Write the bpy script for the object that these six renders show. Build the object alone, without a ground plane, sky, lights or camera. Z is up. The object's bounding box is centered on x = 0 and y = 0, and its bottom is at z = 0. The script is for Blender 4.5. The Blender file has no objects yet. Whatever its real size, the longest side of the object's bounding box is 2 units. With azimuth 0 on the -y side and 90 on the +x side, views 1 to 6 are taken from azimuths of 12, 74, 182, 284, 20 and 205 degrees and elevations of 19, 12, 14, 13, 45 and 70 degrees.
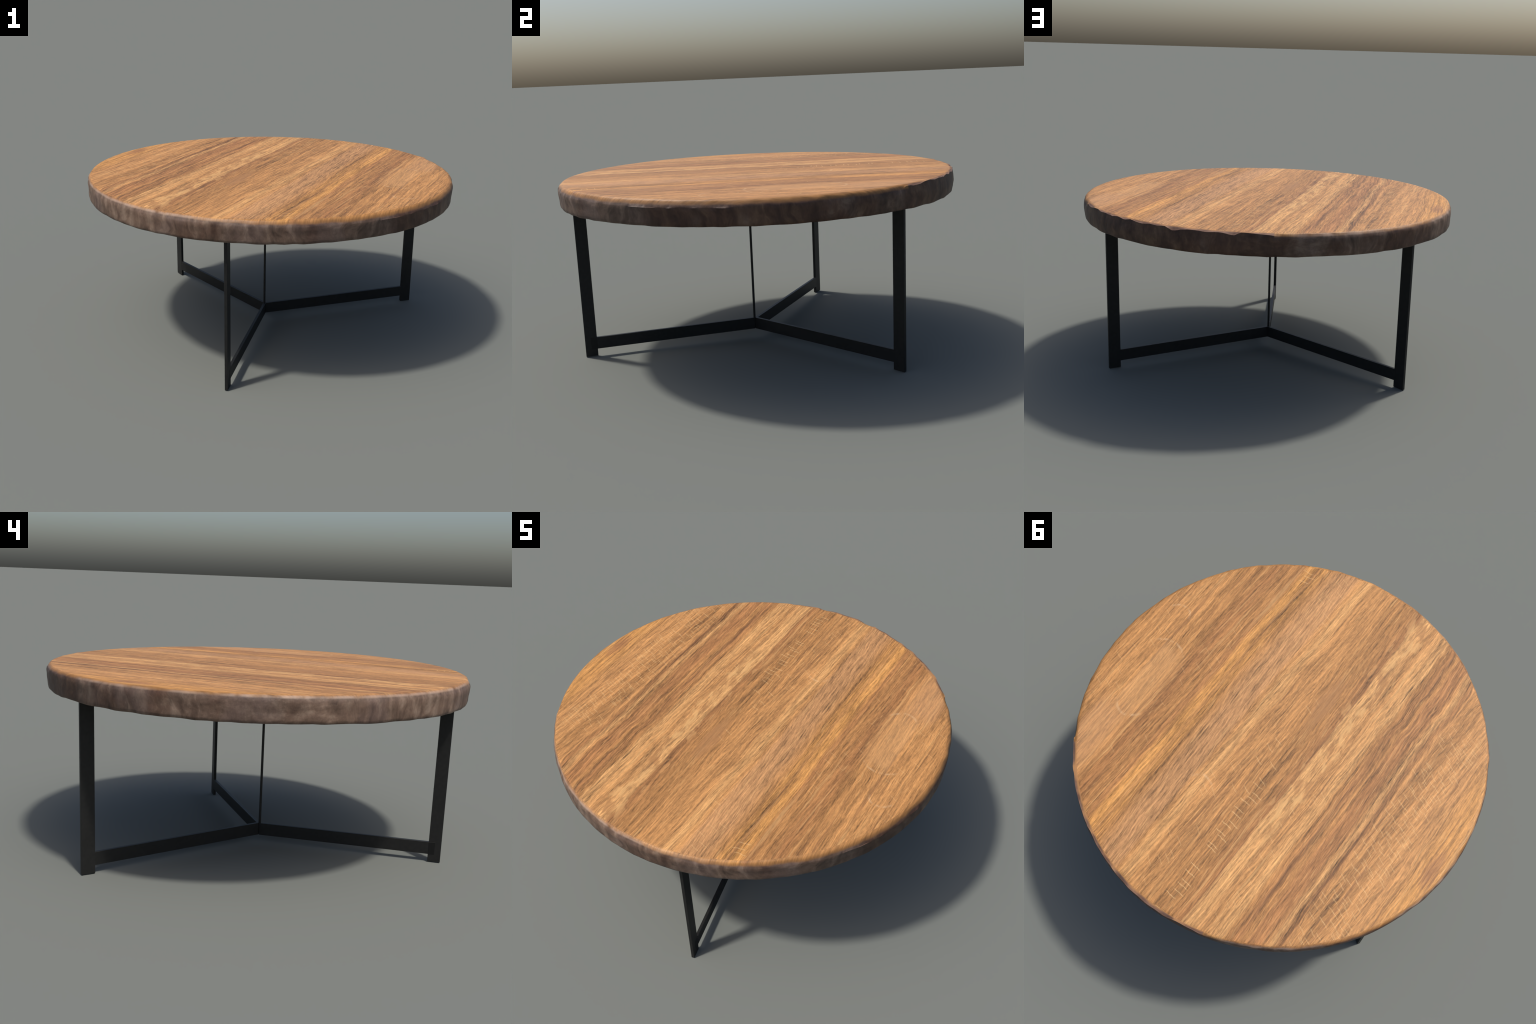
"""Round live-edge wooden coffee table on a three-legged flat-bar steel frame."""
import math
import random
import bpy
import bmesh
from mathutils import Vector, noise
from mathutils.bvhtree import BVHTree
from mathutils.interpolate import poly_3d_calc

random.seed(11)
TAU = math.tau

# ------------------------------------------------------------------ sizes (m)
TOP_Z, UNDER_Z = 0.8860, 0.776          # slab top and underside
RADIUS_X, RADIUS_Y, SHIFT_X = 0.9985, 0.9935, 0.003     # slab radii; its centre lies a little to +x
GRAIN = math.radians(78.0)             # direction of the boards in plan
GU = Vector((math.cos(GRAIN), math.sin(GRAIN), 0))      # along the grain
GV = Vector((math.sin(GRAIN), -math.cos(GRAIN), 0))     # across the boards
HUB = Vector((-0.011, -0.038, 0))      # where the three stretchers meet


# ============================================================ shader helpers
class S:
    """A shader value with arithmetic, so masks read like formulas."""
    tree = None

    def __init__(self, sock):
        self.s = sock

    @classmethod
    def node(cls, kind, **props):
        n = cls.tree.nodes.new(kind)
        for k, v in props.items():
            setattr(n, k, v)
        return n

    @classmethod
    def put(cls, sock, v):
        if isinstance(v, S):
            cls.tree.links.new(v.s, sock)
        else:
            sock.default_value = v

    @classmethod
    def math(cls, op, *a, clamp=False):
        n = cls.node("ShaderNodeMath", operation=op, use_clamp=clamp)
        for i, v in enumerate(a):
            cls.put(n.inputs[i], v)
        return S(n.outputs[0])

    def __add__(self, o): return S.math("ADD", self, o)
    __radd__ = __add__
    def __sub__(self, o): return S.math("SUBTRACT", self, o)
    def __rsub__(self, o): return S.math("SUBTRACT", o, self)
    def __mul__(self, o): return S.math("MULTIPLY", self, o)
    __rmul__ = __mul__
    def __truediv__(self, o): return S.math("DIVIDE", self, o)
    def abs(self): return S.math("ABSOLUTE", self)
    def floor(self): return S.math("FLOOR", self)
    def fract(self): return S.math("FRACT", self)
    def sat(self): return S.math("ADD", self, 0.0, clamp=True)
    def maxi(self, o): return S.math("MAXIMUM", self, o)


def vec(x, y, z=0.0):
    n = S.node("ShaderNodeCombineXYZ")
    for i, v in enumerate((x, y, z)):
        S.put(n.inputs[i], v)
    return S(n.outputs[0])


def step(v, lo, hi):
    """Smooth step from 0 at lo to 1 at hi (lo may be above hi)."""
    n = S.node("ShaderNodeMapRange", interpolation_type="SMOOTHSTEP")
    if lo > hi:
        a, b, c, d = hi, lo, 1.0, 0.0
    else:
        a, b, c, d = lo, hi, 0.0, 1.0
    S.put(n.inputs[0], v)
    for i, q in enumerate((a, b, c, d)):
        n.inputs[i + 1].default_value = q
    return S(n.outputs[0])


def band(v, lo, hi, soft=0.02):
    return step(v, lo - soft, lo + soft) * step(v, hi + soft, hi - soft)


def noi(v, scale=1.0, detail=3.0, rough=0.55, dist=0.0):
    n = S.node("ShaderNodeTexNoise", noise_dimensions="3D")
    S.put(n.inputs["Vector"], v)
    n.inputs["Scale"].default_value = scale
    n.inputs["Detail"].default_value = detail
    n.inputs["Roughness"].default_value = rough
    n.inputs["Distortion"].default_value = dist
    return S(n.outputs[0])


def rnd(v):
    """White noise 0..1 from one value."""
    n = S.node("ShaderNodeTexWhiteNoise", noise_dimensions="1D")
    S.put(n.inputs["W"], v)
    return S(n.outputs[0])


def ramp(v, stops, mode="LINEAR"):
    n = S.node("ShaderNodeValToRGB")
    n.color_ramp.interpolation = mode
    els = n.color_ramp.elements
    while len(els) < len(stops):
        els.new(0.5)
    for e, (p, c) in zip(els, stops):
        e.position = p
    for e, (p, c) in zip(els, stops):
        e.color = (*c, 1)
    S.put(n.inputs[0], v)
    return S(n.outputs[0])


def mix(f, a, b, mode="MIX"):
    n = S.node("ShaderNodeMix", data_type="RGBA", blend_type=mode)
    S.put(n.inputs[0], f)
    for i, c in ((6, a), (7, b)):
        if isinstance(c, S):
            S.put(n.inputs[i], c)
        else:
            n.inputs[i].default_value = (*c, 1)
    return S(n.outputs[2])


def scale_col(col, f):
    n = S.node("ShaderNodeVectorMath", operation="SCALE")
    S.put(n.inputs[0], col)
    S.put(n.inputs["Scale"], f)
    return S(n.outputs[0])


def mix_value(f, a, b):
    return a * (1.0 - f) + b * f


def new_material(name):
    m = bpy.data.materials.new(name)
    m.use_nodes = True
    S.tree = m.node_tree
    return m, m.node_tree.nodes["Principled BSDF"]


def object_xyz():
    tc = S.node("ShaderNodeTexCoord")
    sp = S.node("ShaderNodeSeparateXYZ")
    S.tree.links.new(tc.outputs["Object"], sp.inputs[0])
    return [S(o) for o in sp.outputs]


def bump(strength, distance, height):
    n = S.node("ShaderNodeBump")
    n.inputs["Strength"].default_value = strength
    n.inputs["Distance"].default_value = distance
    S.put(n.inputs["Height"], height)
    return S(n.outputs[0])


OAK_LIGHT = (0.491, 0.258, 0.094)
OAK_TAN = (0.413, 0.199, 0.067)
OAK_GOLD = (0.443, 0.210, 0.059)
OAK_PINK = (0.387, 0.196, 0.079)
OAK_MID = (0.351, 0.166, 0.054)
OAK_BROWN = (0.285, 0.128, 0.044)
OAK_UMBER = (0.155, 0.068, 0.028)
OAK_PALE = (0.610, 0.350, 0.135)

# colour of the wood across the boards: (position across in m, colour)
ACROSS = [
    (-1.00, OAK_GOLD), (-0.90, OAK_GOLD), (-0.83, OAK_TAN), (-0.74, OAK_TAN),
    (-0.66, OAK_MID), (-0.60, OAK_TAN), (-0.575, OAK_BROWN), (-0.545, OAK_LIGHT), (-0.53, OAK_TAN),
    (-0.51, OAK_BROWN), (-0.46, OAK_BROWN), (-0.44, OAK_MID), (-0.41, OAK_BROWN), (-0.362, OAK_MID),
    (-0.352, OAK_LIGHT), (-0.27, OAK_TAN), (-0.20, OAK_LIGHT), (-0.172, OAK_LIGHT),
    (-0.166, OAK_BROWN), (-0.10, OAK_MID), (-0.02, OAK_MID), (0.06, OAK_TAN),
    (0.13, OAK_TAN), (0.17, OAK_LIGHT), (0.21, OAK_TAN), (0.23, OAK_PINK), (0.32, OAK_PINK), (0.375, OAK_MID),
    (0.395, OAK_GOLD), (0.415, OAK_MID), (0.435, OAK_GOLD), (0.465, OAK_GOLD), (0.485, OAK_BROWN), (0.52, OAK_MID),
    (0.60, OAK_BROWN), (0.66, OAK_MID), (0.78, OAK_TAN), (0.86, OAK_TAN), (1.00, OAK_MID),
]
SEAMS = [-0.80, -0.605, -0.35, -0.17, 0.03, 0.215, 0.385, 0.505, 0.645, 0.775]   # glue lines between boards


# ================================================================ materials
BOARD_SLANT = (0.05, -0.35, 0.35, -0.10, 0.12, -0.30, 0.40, 0.0, -0.20, 0.22, -0.05)


def oak_material(board, lo, hi):
    """Oiled oak of the board lying between lo and hi across the slab."""
    m, bsdf = new_material("oiled_oak")
    x, y, z = object_xyz()

    def here(a, b):                 # does a feature between a and b touch this board?
        return b > lo - 0.02 and a < hi + 0.02
    u = x * GU.x + y * GU.y
    v = x * GV.x + y * GV.y
    # the grain wanders a little sideways; each board's fibres run at their own slight angle
    wander = (noi(vec(u * 0.9, v * 2.0), 1, 2) - 0.5) * 0.050
    ripple = (noi(vec(u * 4.0, v * 9.0, 4.0), 1, 2) - 0.5) * 0.020
    g = v + wander + ripple
    if here(-0.62, -0.22):          # wavy figure towards the -y end of these boards
        g = g + (noi(vec(u * 8.0, v * 5.0, 11.0), 1, 1) - 0.5) * 0.036 * step(u, -0.05, -0.45)
    slant, which = BOARD_SLANT[board] * 0.22, board * 7.3
    f = v + u * slant + ripple * 1.3
    gl = g + u * slant * 0.15
    near = [(p, c) for p, c in ACROSS if lo - 0.11 < p < hi + 0.11]
    base = ramp(g * 0.5 + 0.5, [(p * 0.5 + 0.5, c) for p, c in near])

    stripes = noi(vec(u * 0.7, gl * 24, which), 1, 4, 0.62) - 0.5      # broad growth bands
    lines = noi(vec(u * 2.8, gl * 92, which), 1, 3, 0.65) - 0.5         # annual lines
    fibre = noi(vec(u * 11, f * 130, which), 1, 3, 0.65) - 0.5         # short broken fibres
    grit = noi(vec(u * 45 + v * 25, f * 190, 2.0), 1, 2, 0.6) - 0.5
    cloud = noi(vec(u * 2.2, v * 4.0, 7.0), 1, 3) - 0.5
    smudge = 0.0
    if here(-0.13, 0.02):
        blur = (u + 0.27) * (u + 0.27) * 20 + (v + 0.055) * (v + 0.055) * 380 + (noi(vec(u * 9, v * 14, 3.3), 1, 2) - 0.5) * 0.9
        smudge = step(blur, 0.95, 0.05)
    calm = 1.0 - smudge * 0.40
    streaky = band(g, -0.60, -0.36, 0.03) + band(g, 0.34, 0.52, 0.03) * 0.5
    tone = 1.0 + (stripes * (0.95 + streaky * 0.7) + lines * (1.55 + streaky * 0.6) + fibre * 1.85 + grit * 1.0) * calm \
        + cloud * 0.40
    col = scale_col(base, tone)
    # dark annual lines, short open pores, pale streaks
    dark_line = step(noi(vec(u * 1.0, gl * 46, 9.0), 1, 3, 0.6), 0.57, 0.68)
    col = mix(dark_line * 0.50 * calm, col, OAK_UMBER)
    pore = step(noi(vec(u * 11, f * 125, 5.0), 1, 2, 0.5), 0.60, 0.72)
    col = mix(pore * 0.34 * calm, col, OAK_UMBER)
    pale_line = step(noi(vec(u * 1.1, gl * 40, 15.0), 1, 3, 0.6), 0.58, 0.72)
    col = mix(pale_line * 0.45 * calm, col, OAK_PALE)
    pale_dash = step(noi(vec(u * 10, f * 110, 25.0), 1, 2, 0.5), 0.60, 0.74)
    col = mix(pale_dash * 0.42 * calm, col, OAK_PALE)

    # figured flakes in the light board: pale lozenges with brown shadows between them
    if here(-0.29, -0.12):
        flake_zone = band(v + wander, -0.26, -0.15, 0.035) * step(u, 0.55, 0.30)
        flake = noi(vec(u * 11 + v * 9, v * 27, 1.5), 1, 2, 0.55, 0.3)
        col = mix(step(flake, 0.54, 0.64) * flake_zone * 0.60, col, OAK_PALE)
        col = mix(step(flake, 0.46, 0.36) * flake_zone * 0.50, col, OAK_BROWN)
    if here(-0.13, 0.02):
        col = mix(smudge * 0.40, col, (0.34, 0.165, 0.068))

    # glue lines: only some of the joints show as a thin dark line
    for at, weight in zip(SEAMS, (0.1, 0.25, 0.3, 0.55, 0.25, 0.15, 0.4, 0.2, 0.3, 0.35)):
        if not here(at, at):
            continue
        broken = step(noi(vec(u * 3, at * 50), 1, 2), 0.40, 0.60)
        col = mix(step((v - at).abs(), 0.0035, 0.0008) * broken * weight, col, OAK_UMBER)

    # medullary rays: short pale dashes lying across the grain
    def rays(lo_v, hi_v, pitch, slantwise, chance, length, seed, weight, zone):
        nonlocal col
        if not here(lo_v - length, hi_v + length):
            return
        wob = (noi(vec(u * 7, v * 22, seed), 1, 2) - 0.5) * 0.020
        t = (u + v * slantwise + wob) * (1.0 / pitch)
        k = t.floor()
        mid = lo_v + (hi_v - lo_v) * rnd(k + seed * 3.1)
        line = step(((t.fract() - 0.5) - (rnd(k + seed) - 0.5) * 0.6).abs(), 0.0036 / pitch, 0.0006 / pitch)
        on = step((v + wander * 0.4 - mid).abs(), length, length * 0.5)
        pick = step(rnd(k + seed * 7.7), 1.0 - chance, 1.02 - chance)
        col = mix(line * on * pick * zone * weight * 0.92 * (0.55 + 1.6 * (fibre + 0.25)), col, (0.68, 0.43, 0.19))

    rays(-0.080, -0.050, 0.034, 0.10, 0.80, 0.036, 2.0, 0.55, step(u, 0.18, 0.32))
    rays(-0.06, 0.02, 0.046, 0.40, 0.65, 0.030, 5.0, 0.40, band(u, -0.25, 0.35, 0.06))
    rays(0.02, 0.16, 0.030, 0.60, 0.60, 0.028, 14.0, 0.28, band(u, 0.2, 0.95, 0.1))
    for i in range(5):
        a = -0.775 + 0.036 * i
        rays(a - 0.01, a + 0.03, 0.022 + 0.004 * i, 0.45, 0.75, 0.026, 21.0 + 6 * i, 0.36, band(u, -0.55, 0.85, 0.12))
    rays(0.42, 0.52, 0.036, -0.2, 0.75, 0.035, 51.0, 0.45, step(u, -0.68, -0.76))
    rays(0.20, 0.30, 0.036, 0.3, 0.6, 0.030, 57.0, 0.28, step(u, -0.45, -0.60))
    rays(-0.32, -0.24, 0.028, 0.5, 0.5, 0.022, 71.0, 0.25, band(u, -0.1, 0.9, 0.1))
    rays(0.50, 0.62, 0.030, 0.5, 0.45, 0.024, 81.0, 0.22, band(u, -0.4, 0.6, 0.1))
    rays(0.80, 0.92, 0.032, 0.40, 0.55, 0.030, 61.0, 0.25, band(u, -0.35, 0.35, 0.06))

    # worn pale patch with scuffed ends, faint cup marks, one dark knot near the rim
    if here(0.60, 0.80):
        vw = v + wander * 0.3
        patch = band(u + (v - 0.7) * 0.3 + fibre * 0.08, -0.06, 0.33, 0.04) * step(vw, 0.58, 0.70) * step(vw, 0.785, 0.770)
        col = mix(patch * 0.22, col, (0.56, 0.33, 0.155))
        col = mix(step(v, 0.62, 0.72) * band(u, 0.34, 0.72, 0.08) * step(v, 0.86, 0.80) * 0.35, col, (0.47, 0.26, 0.13))

    def ring(cu, cv, rad, width, lo, hi, weight):
        """Faint broken arc of a cup mark, kept where lo < u - cu < hi."""
        nonlocal col
        if not here(cv - rad - width, cv + rad + width):
            return
        du, dv = u - cu, v - cv
        d = S.math("SQRT", du * du + dv * dv) + (noi(vec(u * 12, v * 12), 1, 1) - 0.5) * 0.02
        worn = step(noi(vec(u * 25, v * 25, 8.0), 1, 2), 0.35, 0.65)
        col = mix(step((d - rad).abs(), width, 0.0) * band(du, lo, hi, 0.015) * worn * weight, col, (0.62, 0.41, 0.22))

    ring(0.27, 0.70, 0.085, 0.011, 0.045, 0.2, 0.55)
    ring(0.02, 0.74, 0.110, 0.009, -0.2, -0.07, 0.5)
    ring(0.44, 0.17, 0.070, 0.010, -0.2, -0.02, 0.40)
    ring(-0.22, 0.83, 0.060, 0.009, -0.2, -0.02, 0.45)
    if here(-1.0, -0.85):
        knot = step((u - 0.10) * (u - 0.10) * 0.25 + (v + 0.925) * (v + 0.925) * 3.0 + fibre * 0.006, 0.0045, 0.0005)
        col = mix(knot * 0.55, col, (0.24, 0.10, 0.045))

    S.put(bsdf.inputs["Base Color"], col)
    bsdf.inputs["Roughness"].default_value = 0.55
    bsdf.inputs["Specular IOR Level"].default_value = 0.35
    S.put(bsdf.inputs["Normal"], bump(0.5, 0.003, fibre * 0.6 + lines * 0.4))
    return m


def rim_material(name="raw_wood_rim", lapped=True):
    """Raw edge of the slab: brown, its shaded sides tinted darker, with the oiled face lapping over its arris."""
    m, bsdf = new_material(name)
    x, y, z = object_xyz()
    u = x * GU.x + y * GU.y
    v = x * GV.x + y * GV.y
    g = v + (noi(vec(u * 0.9, v * 2.0), 1, 2) - 0.5) * 0.050 + (noi(vec(u * 4.0, v * 9.0, 4.0), 1, 2) - 0.5) * 0.020
    fibre = noi(vec(u * 11, v * 130, 1.0), 1, 3, 0.65) - 0.5
    lines = noi(vec(u * 2.8, g * 92, 1.0), 1, 3, 0.65) - 0.5
    bands = noi(vec(u * 0.7, g * 24, 1.0), 1, 4, 0.62) - 0.5
    col = scale_col(ramp(g * 0.5 + 0.5, [(p * 0.5 + 0.5, c) for p, c in ACROSS if c is not OAK_PINK][:32]),
                    0.95 + fibre * 1.5 + lines * 1.1 + bands * 0.8)
    a1 = noi(vec(x * 9, y * 9, z * 4), 1, 3)
    warp = (noi(vec(x * 5, y * 5, z * 6), 1, 2) - 0.5) * 0.16
    streak = noi(vec((x + warp) * 17, (y + warp) * 17, z * 6), 1, 5, 0.6, 0.4)
    burl = noi(vec(x * 15, y * 15, z * 34), 1, 5, 0.65, 0.15)
    # split, burl-like stretches; long vertical streaks elsewhere
    burly = step(noi(vec(x * 1.6, y * 1.6, 3.0), 1, 1), 0.50, 0.60)
    burly = burly * 0.65
    pat = streak * (1.0 - burly) + burl * burly
    rim = ramp(pat, [(0.28, (0.054, 0.031, 0.021)), (0.42, (0.100, 0.062, 0.043)), (0.52, (0.137, 0.088, 0.062)),
                     (0.64, (0.196, 0.136, 0.099)), (0.78, (0.272, 0.197, 0.145))])
    rim = mix(step(noi(vec(x * 5, y * 5, 1.0 + z * 3), 1, 2), 0.52, 0.64) * 0.30, rim, (0.115, 0.080, 0.074))
    # shadow on the +x/+y sides baked into the rim as patchy dark red-brown
    baked_shade = step(a1 * 0.45 + noi(vec(x * 1.9, y * 1.9, 6.0), 1, 1) * 0.55 + x * 0.09 + y * 0.11, 0.43, 0.57)
    rim = mix(baked_shade * 0.85, rim,
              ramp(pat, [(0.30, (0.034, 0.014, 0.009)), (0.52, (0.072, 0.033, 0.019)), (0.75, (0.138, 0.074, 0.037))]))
    speck = noi(vec(x * 55, y * 55, z * 40), 1, 4, 0.65, 0.3) - 0.5
    rim = scale_col(rim, 0.55 + speck * 0.9 + 0.95 * noi(vec(x * 5.5, y * 5.5, z * 9 + 4.0), 1, 3, 0.6))
    # the oiled face runs further down the arris on the rounder side
    drop = step(x, -0.5, 0.5) * 0.009 + 0.004
    zl = z + y * 0.0018             # height above the slightly tilted face
    zr = zl + drop + (noi(vec(x * 14, y * 14, z * 10), 1, 3) - 0.5) * 0.012
    rimmask = step(zr, TOP_Z + 0.001, TOP_Z - 0.012) if lapped else 1.0
    if lapped:                      # brown band between the face and the rim
        col = mix(step(zr, TOP_Z + 0.009, TOP_Z - 0.002) * 0.55, col, (0.185, 0.088, 0.034))
    edge = band(zl, TOP_Z - 0.013, TOP_Z - 0.004, 0.004) * (1.0 - baked_shade) * step(x, 0.3, -0.2) * step(noi(vec(x * 20, y * 20, 5.0), 1, 2), 0.22, 0.55)
    col = mix(rimmask, col, rim)
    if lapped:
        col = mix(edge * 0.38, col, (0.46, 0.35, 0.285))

    S.put(bsdf.inputs["Base Color"], col)
    bsdf.inputs["Roughness"].default_value = 0.55
    bsdf.inputs["Specular IOR Level"].default_value = 0.35
    h = mix_value(rimmask, fibre * 0.6 + lines * 0.4, pat * 0.8 + a1 * 0.5 + speck * 0.9) if lapped else pat * 0.8 + speck * 0.9
    S.put(bsdf.inputs["Normal"], bump(0.35, 0.003, h))
    return m


def snapped_material():
    """Fresh brown wood where the bark has snapped off the upper lip."""
    m, bsdf = new_material("snapped_lip")
    x, y, z = object_xyz()
    n = noi(vec(x * 16, y * 16, z * 40), 1, 4, 0.6)
    zr = z + (n - 0.5) * 0.006
    raw = ramp(n, [(0.3, (0.135, 0.070, 0.046)), (0.5, (0.200, 0.112, 0.076)), (0.7, (0.275, 0.165, 0.112))])
    col = mix(step(zr, TOP_Z - 0.001, TOP_Z - 0.006), (0.36, 0.18, 0.072), raw)
    S.put(bsdf.inputs["Base Color"], col)
    bsdf.inputs["Roughness"].default_value = 0.6
    bsdf.inputs["Specular IOR Level"].default_value = 0.3
    S.put(bsdf.inputs["Normal"], bump(0.3, 0.003, n))
    return m


def steel_material(name, tone):
    m, bsdf = new_material(name)
    x, y, z = object_xyz()
    n = noi(vec(x * 60, y * 60, z * 60), 1, 3)
    col = ramp(n, [(0.3, tuple(c * 0.8 for c in tone)), (0.7, tuple(c * 1.25 for c in tone))])
    S.put(bsdf.inputs["Base Color"], col)
    bsdf.inputs["Roughness"].default_value = 0.5
    bsdf.inputs["Specular IOR Level"].default_value = 0.3
    S.put(bsdf.inputs["Normal"], bump(0.15, 0.001, noi(vec(x * 300, y * 300, z * 300), 1, 2)))
    return m


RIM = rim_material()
SNAPPED = snapped_material()
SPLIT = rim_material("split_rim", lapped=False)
STEEL = steel_material("black_powder_coated_steel", (0.0105, 0.0105, 0.010))
BLACK_SHADING = steel_material("painted_black_shading", (0.004, 0.004, 0.004))


# ================================================================= slab body
def rim_noise(th, seed, per_turn):
    """Smooth closed noise along the rim, about -1..1; per_turn sets the lumps."""
    k = per_turn / TAU
    return noise.noise(Vector((math.cos(th) * k, math.sin(th) * k, seed))) * 1.6


def zigzag(th, seed, teeth):
    """Irregular chipped teeth along the rim, 0..1."""
    t = th / TAU * teeth
    i = math.floor(t)

    def peak(j):
        return noise.cell(Vector((j % teeth + 0.5, seed, 0.5)))
    f = t - i
    a, b = peak(i), peak(i + 1)
    return a + (b - a) * f


PROFILE = [  # (distance in from the rim, height), from the top face round to the underside
    (0.030, TOP_Z), (0.016, TOP_Z - 0.0003), (0.010, TOP_Z - 0.0015), (0.0055, TOP_Z - 0.004), (0.0024, TOP_Z - 0.009),
    (0.0006, TOP_Z - 0.016), (0.000, TOP_Z - 0.030), (0.000, TOP_Z - 0.048), (0.001, TOP_Z - 0.062),
    (0.002, TOP_Z - 0.076), (0.003, UNDER_Z + 0.016), (0.005, UNDER_Z + 0.006), (0.010, UNDER_Z + 0.001), (0.024, UNDER_Z),
]
FACE_RINGS = (0.06, 0.16, 0.28, 0.40, 0.52, 0.64, 0.76, 0.86, 0.93)     # radii across the top face


def face_swell(x, y):
    """The top is not dead flat: it swells a few mm along the +x side and falls towards +y."""
    return 0.0042 * math.exp(-((x - 0.45) / 0.36) ** 2 - ((y + 0.15) / 0.70) ** 2) - 0.0018 * y


def slab_bmesh():
    bm = bmesh.new()
    cols = 400
    rings = []
    for rr in FACE_RINGS:
        rings.append([bm.verts.new((SHIFT_X + rr * math.cos(TAU * c / cols), rr * math.sin(TAU * c / cols), TOP_Z))
                      for c in range(cols)])
    for row, (inset, z0) in enumerate(PROFILE):
        ring = []
        w = min(1.0, max(0.0, (row - 1) / 3)) * min(1.0, (len(PROFILE) - 1 - row) / 2 + 0.25)
        for c in range(cols):
            th = TAU * (c + 0.35 * (noise.cell(Vector((c + 0.5, row + 0.5, 2.5))) - 0.5)) / cols
            az = math.degrees(math.atan2(math.cos(th), -math.sin(th)))      # 0 at -y, 90 at +x
            near = lambda a, span: max(0.0, 1 - abs((az - a + 180) % 360 - 180) / span)
            chipped = min(1.0, 0.12 + 0.25 * near(75, 40) + 0.3 * near(290, 28))
            broken = near(150, 38) ** 0.5       # stretch where the bark has snapped off the upper lip
            deep = min(1.0, (TOP_Z - z0) / 0.06)
            d = 0.0022 * rim_noise(th, 1.3, 30) + 0.0011 * rim_noise(th, 4.1 + z0 * 9, 90) \
                + 0.0011 * rim_noise(th, 8.7 + z0 * 25, 220) + (0.0024 if row < 6 else 0.0010) * (zigzag(th, 40 + row // 3, 170) - 0.5) + near(138, 50) * (0.012 * deep - 0.003) \
                - 0.003 * near(40, 60) - 0.0045 * near(283, 50) + 0.002 * near(205, 25)
            if row >= 10:
                d *= 0.5
            dz = 0.0
            soft = 1.0 + 0.75 * near(45, 110) if 1 <= row <= 5 else 1.0     # the arris is rounder on this side
            if 2 <= row <= 6:           # chips bite into the upper arris
                bite = max(0.0, zigzag(th, 3, 84) - 0.42) * chipped
                k = (0.35, 0.7, 1.0, 0.9, 0.4)[row - 2]
                dz = -0.022 * bite * k + 0.003 * (zigzag(th, 9, 130) - 0.5) * k
                d -= 0.006 * bite * (0.8, 1.0, 0.6, 0.1, 0.0)[row - 2] + 0.003 * max(0.0, zigzag(th, 19, 150) - 0.55)
            elif row in (10, 11, 12):   # slightly ragged lower arris
                dz = 0.002 * (zigzag(th, 6, 140) - 0.5)
                d -= 0.0025 * max(0.0, zigzag(th, 7, 110) - 0.45)
            elif row in (7, 8, 9):      # a few shallow dents in the sawn face
                d -= 0.005 * max(0.0, zigzag(th, 12 + row, 60) - 0.62)
            z0r = TOP_Z + (z0 - TOP_Z) * soft + dz
            if 2 <= row <= 6 and broken > 0.25:     # straight snapped facet down to a jagged crease
                crease = 0.005 + 0.028 * max(0.0, zigzag(th, 31, 64) - 0.30) * min(1.0, broken * 1.4) \
                    + 0.005 * zigzag(th, 37, 150)
                t = (row - 1) / 4
                z0r = TOP_Z - crease * t if row < 6 else TOP_Z - max(0.036, crease + 0.007)
                inset = 0.014 * (1 - t) if row < 6 else -0.0015
                soft = 1.0
            r = -inset * soft + d * w
            rx, ry = RADIUS_X + r, RADIUS_Y + r
            ring.append(bm.verts.new((SHIFT_X + rx * math.cos(th), ry * math.sin(th), z0r)))
        rings.append(ring)
    for level, (a, b) in enumerate(zip(rings, rings[1:])):
        row = level - len(FACE_RINGS)           # profile row at the upper side of this band
        for c in range(cols):
            n = (c + 1) % cols
            az = math.degrees(math.atan2(math.cos(TAU * c / cols), -math.sin(TAU * c / cols)))
            snapped = abs((az - 150 + 180) % 360 - 180) < 34
            look = 0 if row < 1 else 1 if not snapped else 2 if row <= 4 else 3
            q = (a[c], a[n], b[n], b[c])
            if random.random() < 0.5:
                cut = ((q[0], q[3], q[2]), (q[0], q[2], q[1]))
            else:
                cut = ((q[0], q[3], q[1]), (q[3], q[2], q[1]))
            for tri in cut:
                bm.faces.new(tri).material_index = look
    bm.faces.new(rings[0])
    bm.faces.new(rings[-1][::-1]).material_index = 1
    for vert in bm.verts:
        if vert.co.z > TOP_Z - 0.03:
            vert.co.z += face_swell(vert.co.x, vert.co.y)
    bm.normal_update()
    return bm


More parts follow.
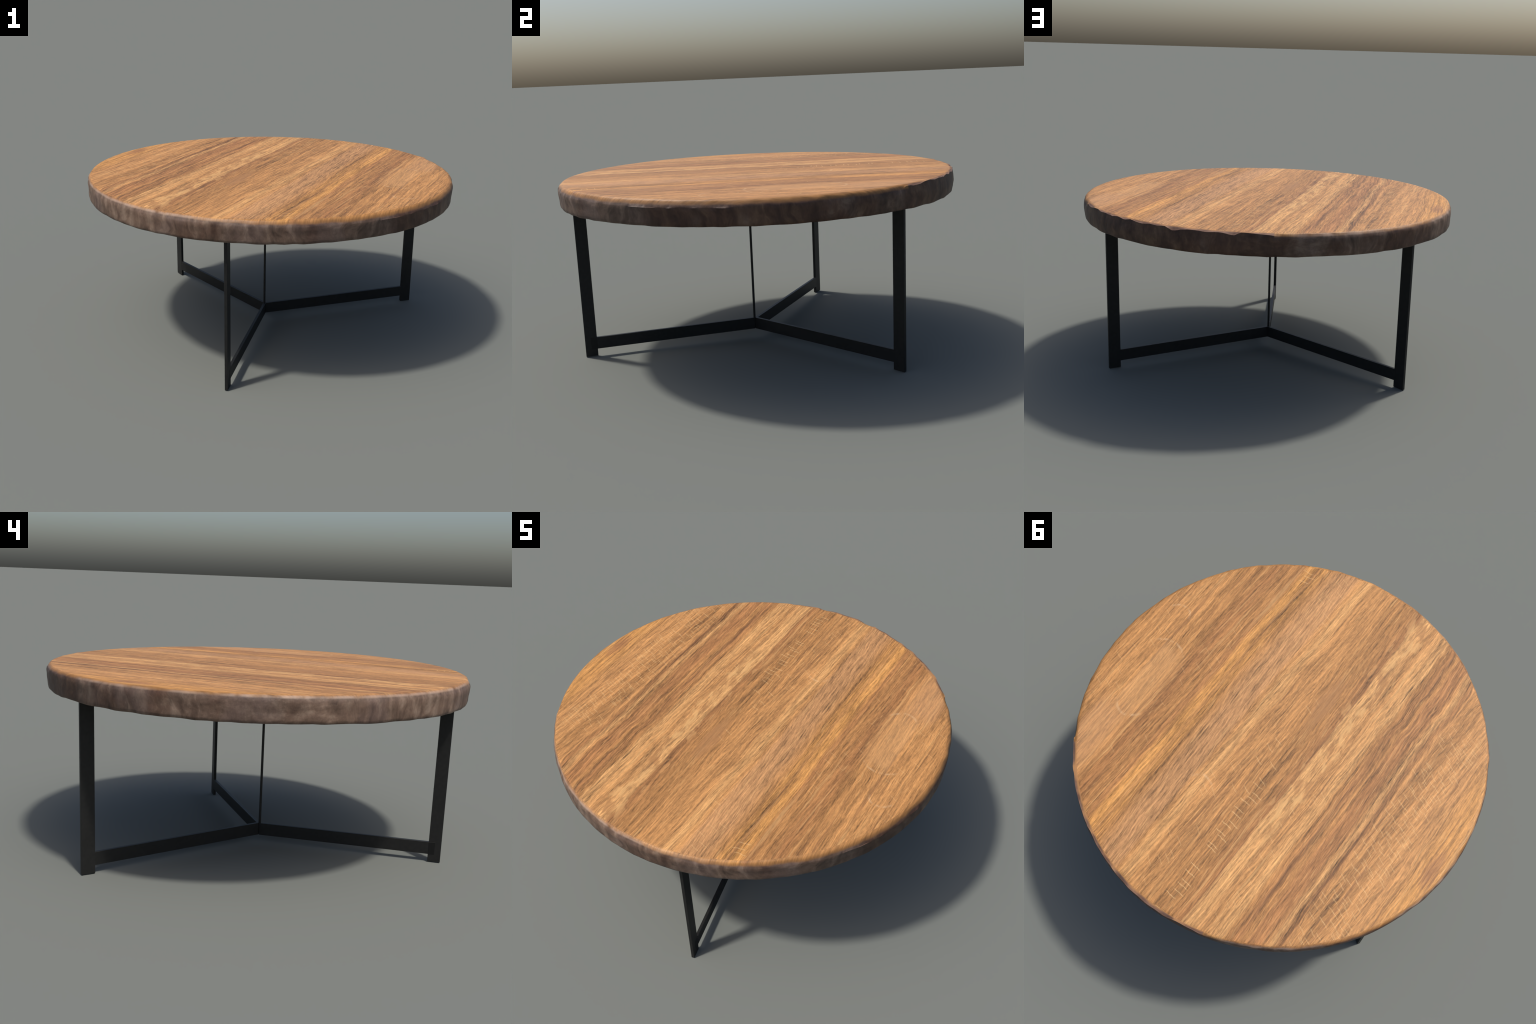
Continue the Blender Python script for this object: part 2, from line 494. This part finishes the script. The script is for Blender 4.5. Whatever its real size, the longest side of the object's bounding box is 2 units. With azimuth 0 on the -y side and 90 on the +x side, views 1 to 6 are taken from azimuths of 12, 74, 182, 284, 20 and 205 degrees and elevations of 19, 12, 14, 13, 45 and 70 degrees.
def build_tabletop(table):
    """One slab, sawn along the grain into glued boards that share its surface."""
    whole = slab_bmesh()
    me = bpy.data.meshes.new("whole_slab")
    whole.to_mesh(me)
    for p in me.polygons:
        p.use_smooth = True
    me.set_sharp_from_angle(angle=math.radians(38))
    sharp = me.attributes.get("sharp_edge") or me.attributes.new("sharp_edge", "BOOLEAN", "EDGE")
    touching = {}
    for p in me.polygons:
        for k in p.edge_keys:
            touching.setdefault(k, set()).add(p.material_index)
    for e in me.edges:
        if touching[e.key] == {2, 3}:           # crisp crease under the snapped lip
            sharp.data[e.index].value = True
    corner = [c.vector.copy() for c in me.corner_normals]
    polys = [tuple(p.vertices) for p in me.polygons]
    starts = [p.loop_start for p in me.polygons]
    coords = [v.co.copy() for v in me.vertices]
    tree = BVHTree.FromPolygons(coords, polys)

    def slab_normal(p, face_n):
        best, best_dot = None, -2
        for co, nrm, i, dist in tree.find_nearest_range(p, 2e-4) or [tree.find_nearest(p)]:
            dot = me.polygons[i].normal.dot(face_n)
            if dot > best_dot:
                best, best_dot = i, dot
        if len(polys[best]) > 4:
            return me.polygons[best].normal.copy(), best_dot
        w = poly_3d_calc([coords[k] for k in polys[best]], p)
        n = Vector()
        for wi, li in zip(w, range(starts[best], starts[best] + len(w))):
            n += corner[li] * wi
        return n.normalized(), best_dot

    edges = [-1.2] + SEAMS + [1.2]
    for index, (lo, hi) in enumerate(zip(edges, edges[1:])):
        bm = bmesh.new()
        bm.from_mesh(me)
        for at, side in ((lo, -1), (hi, 1)):
            if abs(at) > 1.1:
                continue
            geom = bm.verts[:] + bm.edges[:] + bm.faces[:]
            cut = bmesh.ops.bisect_plane(bm, geom=geom, dist=1e-6, plane_co=GV * at, plane_no=GV * side,
                                         clear_outer=True, clear_inner=False)
            rim = [e for e in cut["geom_cut"] if isinstance(e, bmesh.types.BMEdge)]
            bmesh.ops.holes_fill(bm, edges=rim, sides=0)
        bm.normal_update()
        board = bpy.data.meshes.new("plank")
        bm.to_mesh(board)
        bm.free()
        for p in board.polygons:
            p.use_smooth = True
        normals = [None] * len(board.loops)
        for p in board.polygons:
            sawn = abs(p.normal.dot(GV)) > 0.9999 and any(
                abs(Vector(p.center).dot(GV) - at) < 1e-4 for at in (lo, hi))
            for li in p.loop_indices:
                n = p.normal.copy()
                if not sawn:
                    n, _ = slab_normal(board.vertices[board.loops[li].vertex_index].co, p.normal)
                normals[li] = n
        board.normals_split_custom_set(normals)
        board.materials.append(oak_material(index, max(lo, -1.0), min(hi, 1.0)))
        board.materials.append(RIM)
        board.materials.append(SNAPPED)
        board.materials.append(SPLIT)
        o = bpy.data.objects.new("plank", board)
        o.parent = table
        bpy.context.scene.collection.objects.link(o)
    bpy.data.meshes.remove(me)
    whole.free()


# =============================================================== steel frame
def bar(name, parent, a, b, across, width, thick, mat, bevel=0.001):
    """Flat bar from a to b; `across` is the unit direction of its width."""
    a, b = Vector(a), Vector(b)
    axis = (b - a).normalized()
    side = axis.cross(across).normalized()
    bm = bmesh.new()
    vs = []
    for p in (a, b):
        for i, j in ((-1, -1), (1, -1), (1, 1), (-1, 1)):
            vs.append(bm.verts.new(p + across * (i * width / 2) + side * (j * thick / 2)))
    for f in ((3, 2, 1, 0), (4, 5, 6, 7), (0, 1, 5, 4), (1, 2, 6, 5), (2, 3, 7, 6), (3, 0, 4, 7)):
        bm.faces.new([vs[i] for i in f])
    bmesh.ops.recalc_face_normals(bm, faces=bm.faces[:])
    bmesh.ops.bevel(bm, geom=bm.edges[:], offset=bevel, segments=1, affect="EDGES")
    me = bpy.data.meshes.new(name)
    bm.to_mesh(me)
    bm.free()
    me.materials.append(mat)
    o = bpy.data.objects.new(name, me)
    o.parent = parent
    bpy.context.scene.collection.objects.link(o)
    return o


LEGS = [  # outer and inner foot edge in plan (centre of the bar's thickness)
    ((-0.0095, -0.9345), (-0.0095, -0.8745), True),
    ((-0.7375, 0.5880), (-0.6935, 0.5435), False),
    ((0.8070, 0.4585), (0.7530, 0.4285), False),
]
BAR_T = 0.0152
UP = Vector((0, 0, 1))


def build_frame(table):
    for outer, inner, lapped in LEGS:
        o, i = Vector((*outer, 0)), Vector((*inner, 0))
        mid, radial = (o + i) / 2, (o - i).normalized()
        bar("leg", table, mid, mid + UP * (UNDER_Z + 0.012), radial, (o - i).length, BAR_T, STEEL)
        end = mid if lapped else i + radial * 0.012
        start = HUB if lapped else HUB + Vector((0.003, 0.008, 0))
        z = 0.0670
        bar("stretcher", table, start + UP * z, end + UP * z, UP, 0.061, BAR_T - (0.0008 if lapped else 0.0002), STEEL)
        if lapped:                      # thin plate modelled for the black shading where coplanar faces overlap
            a = i + radial * 0.0005
            bar("black_shading_plate", table, a + UP * z, mid + UP * z, UP, 0.060, BAR_T + 0.0016, BLACK_SHADING, 0.0004)
    me = bpy.data.meshes.new("centre_rod")
    bm = bmesh.new()
    bmesh.ops.create_cone(bm, cap_ends=True, segments=20, radius1=0.0062, radius2=0.0062, depth=UNDER_Z + 0.01 - 0.04)
    bmesh.ops.translate(bm, verts=bm.verts[:], vec=HUB + UP * ((UNDER_Z + 0.01 + 0.04) / 2))
    bm.to_mesh(me)
    bm.free()
    for p in me.polygons:
        p.use_smooth = True
    me.set_sharp_from_angle(angle=math.radians(40))
    me.materials.append(STEEL)
    rod = bpy.data.objects.new("centre_rod", me)
    rod.parent = table
    bpy.context.scene.collection.objects.link(rod)


table = bpy.data.objects.new("coffee_table", None)
bpy.context.scene.collection.objects.link(table)
table["label"] = "round live-edge oak coffee table on black three-legged steel frame"
table["category"] = "coffee table"
build_tabletop(table)
build_frame(table)
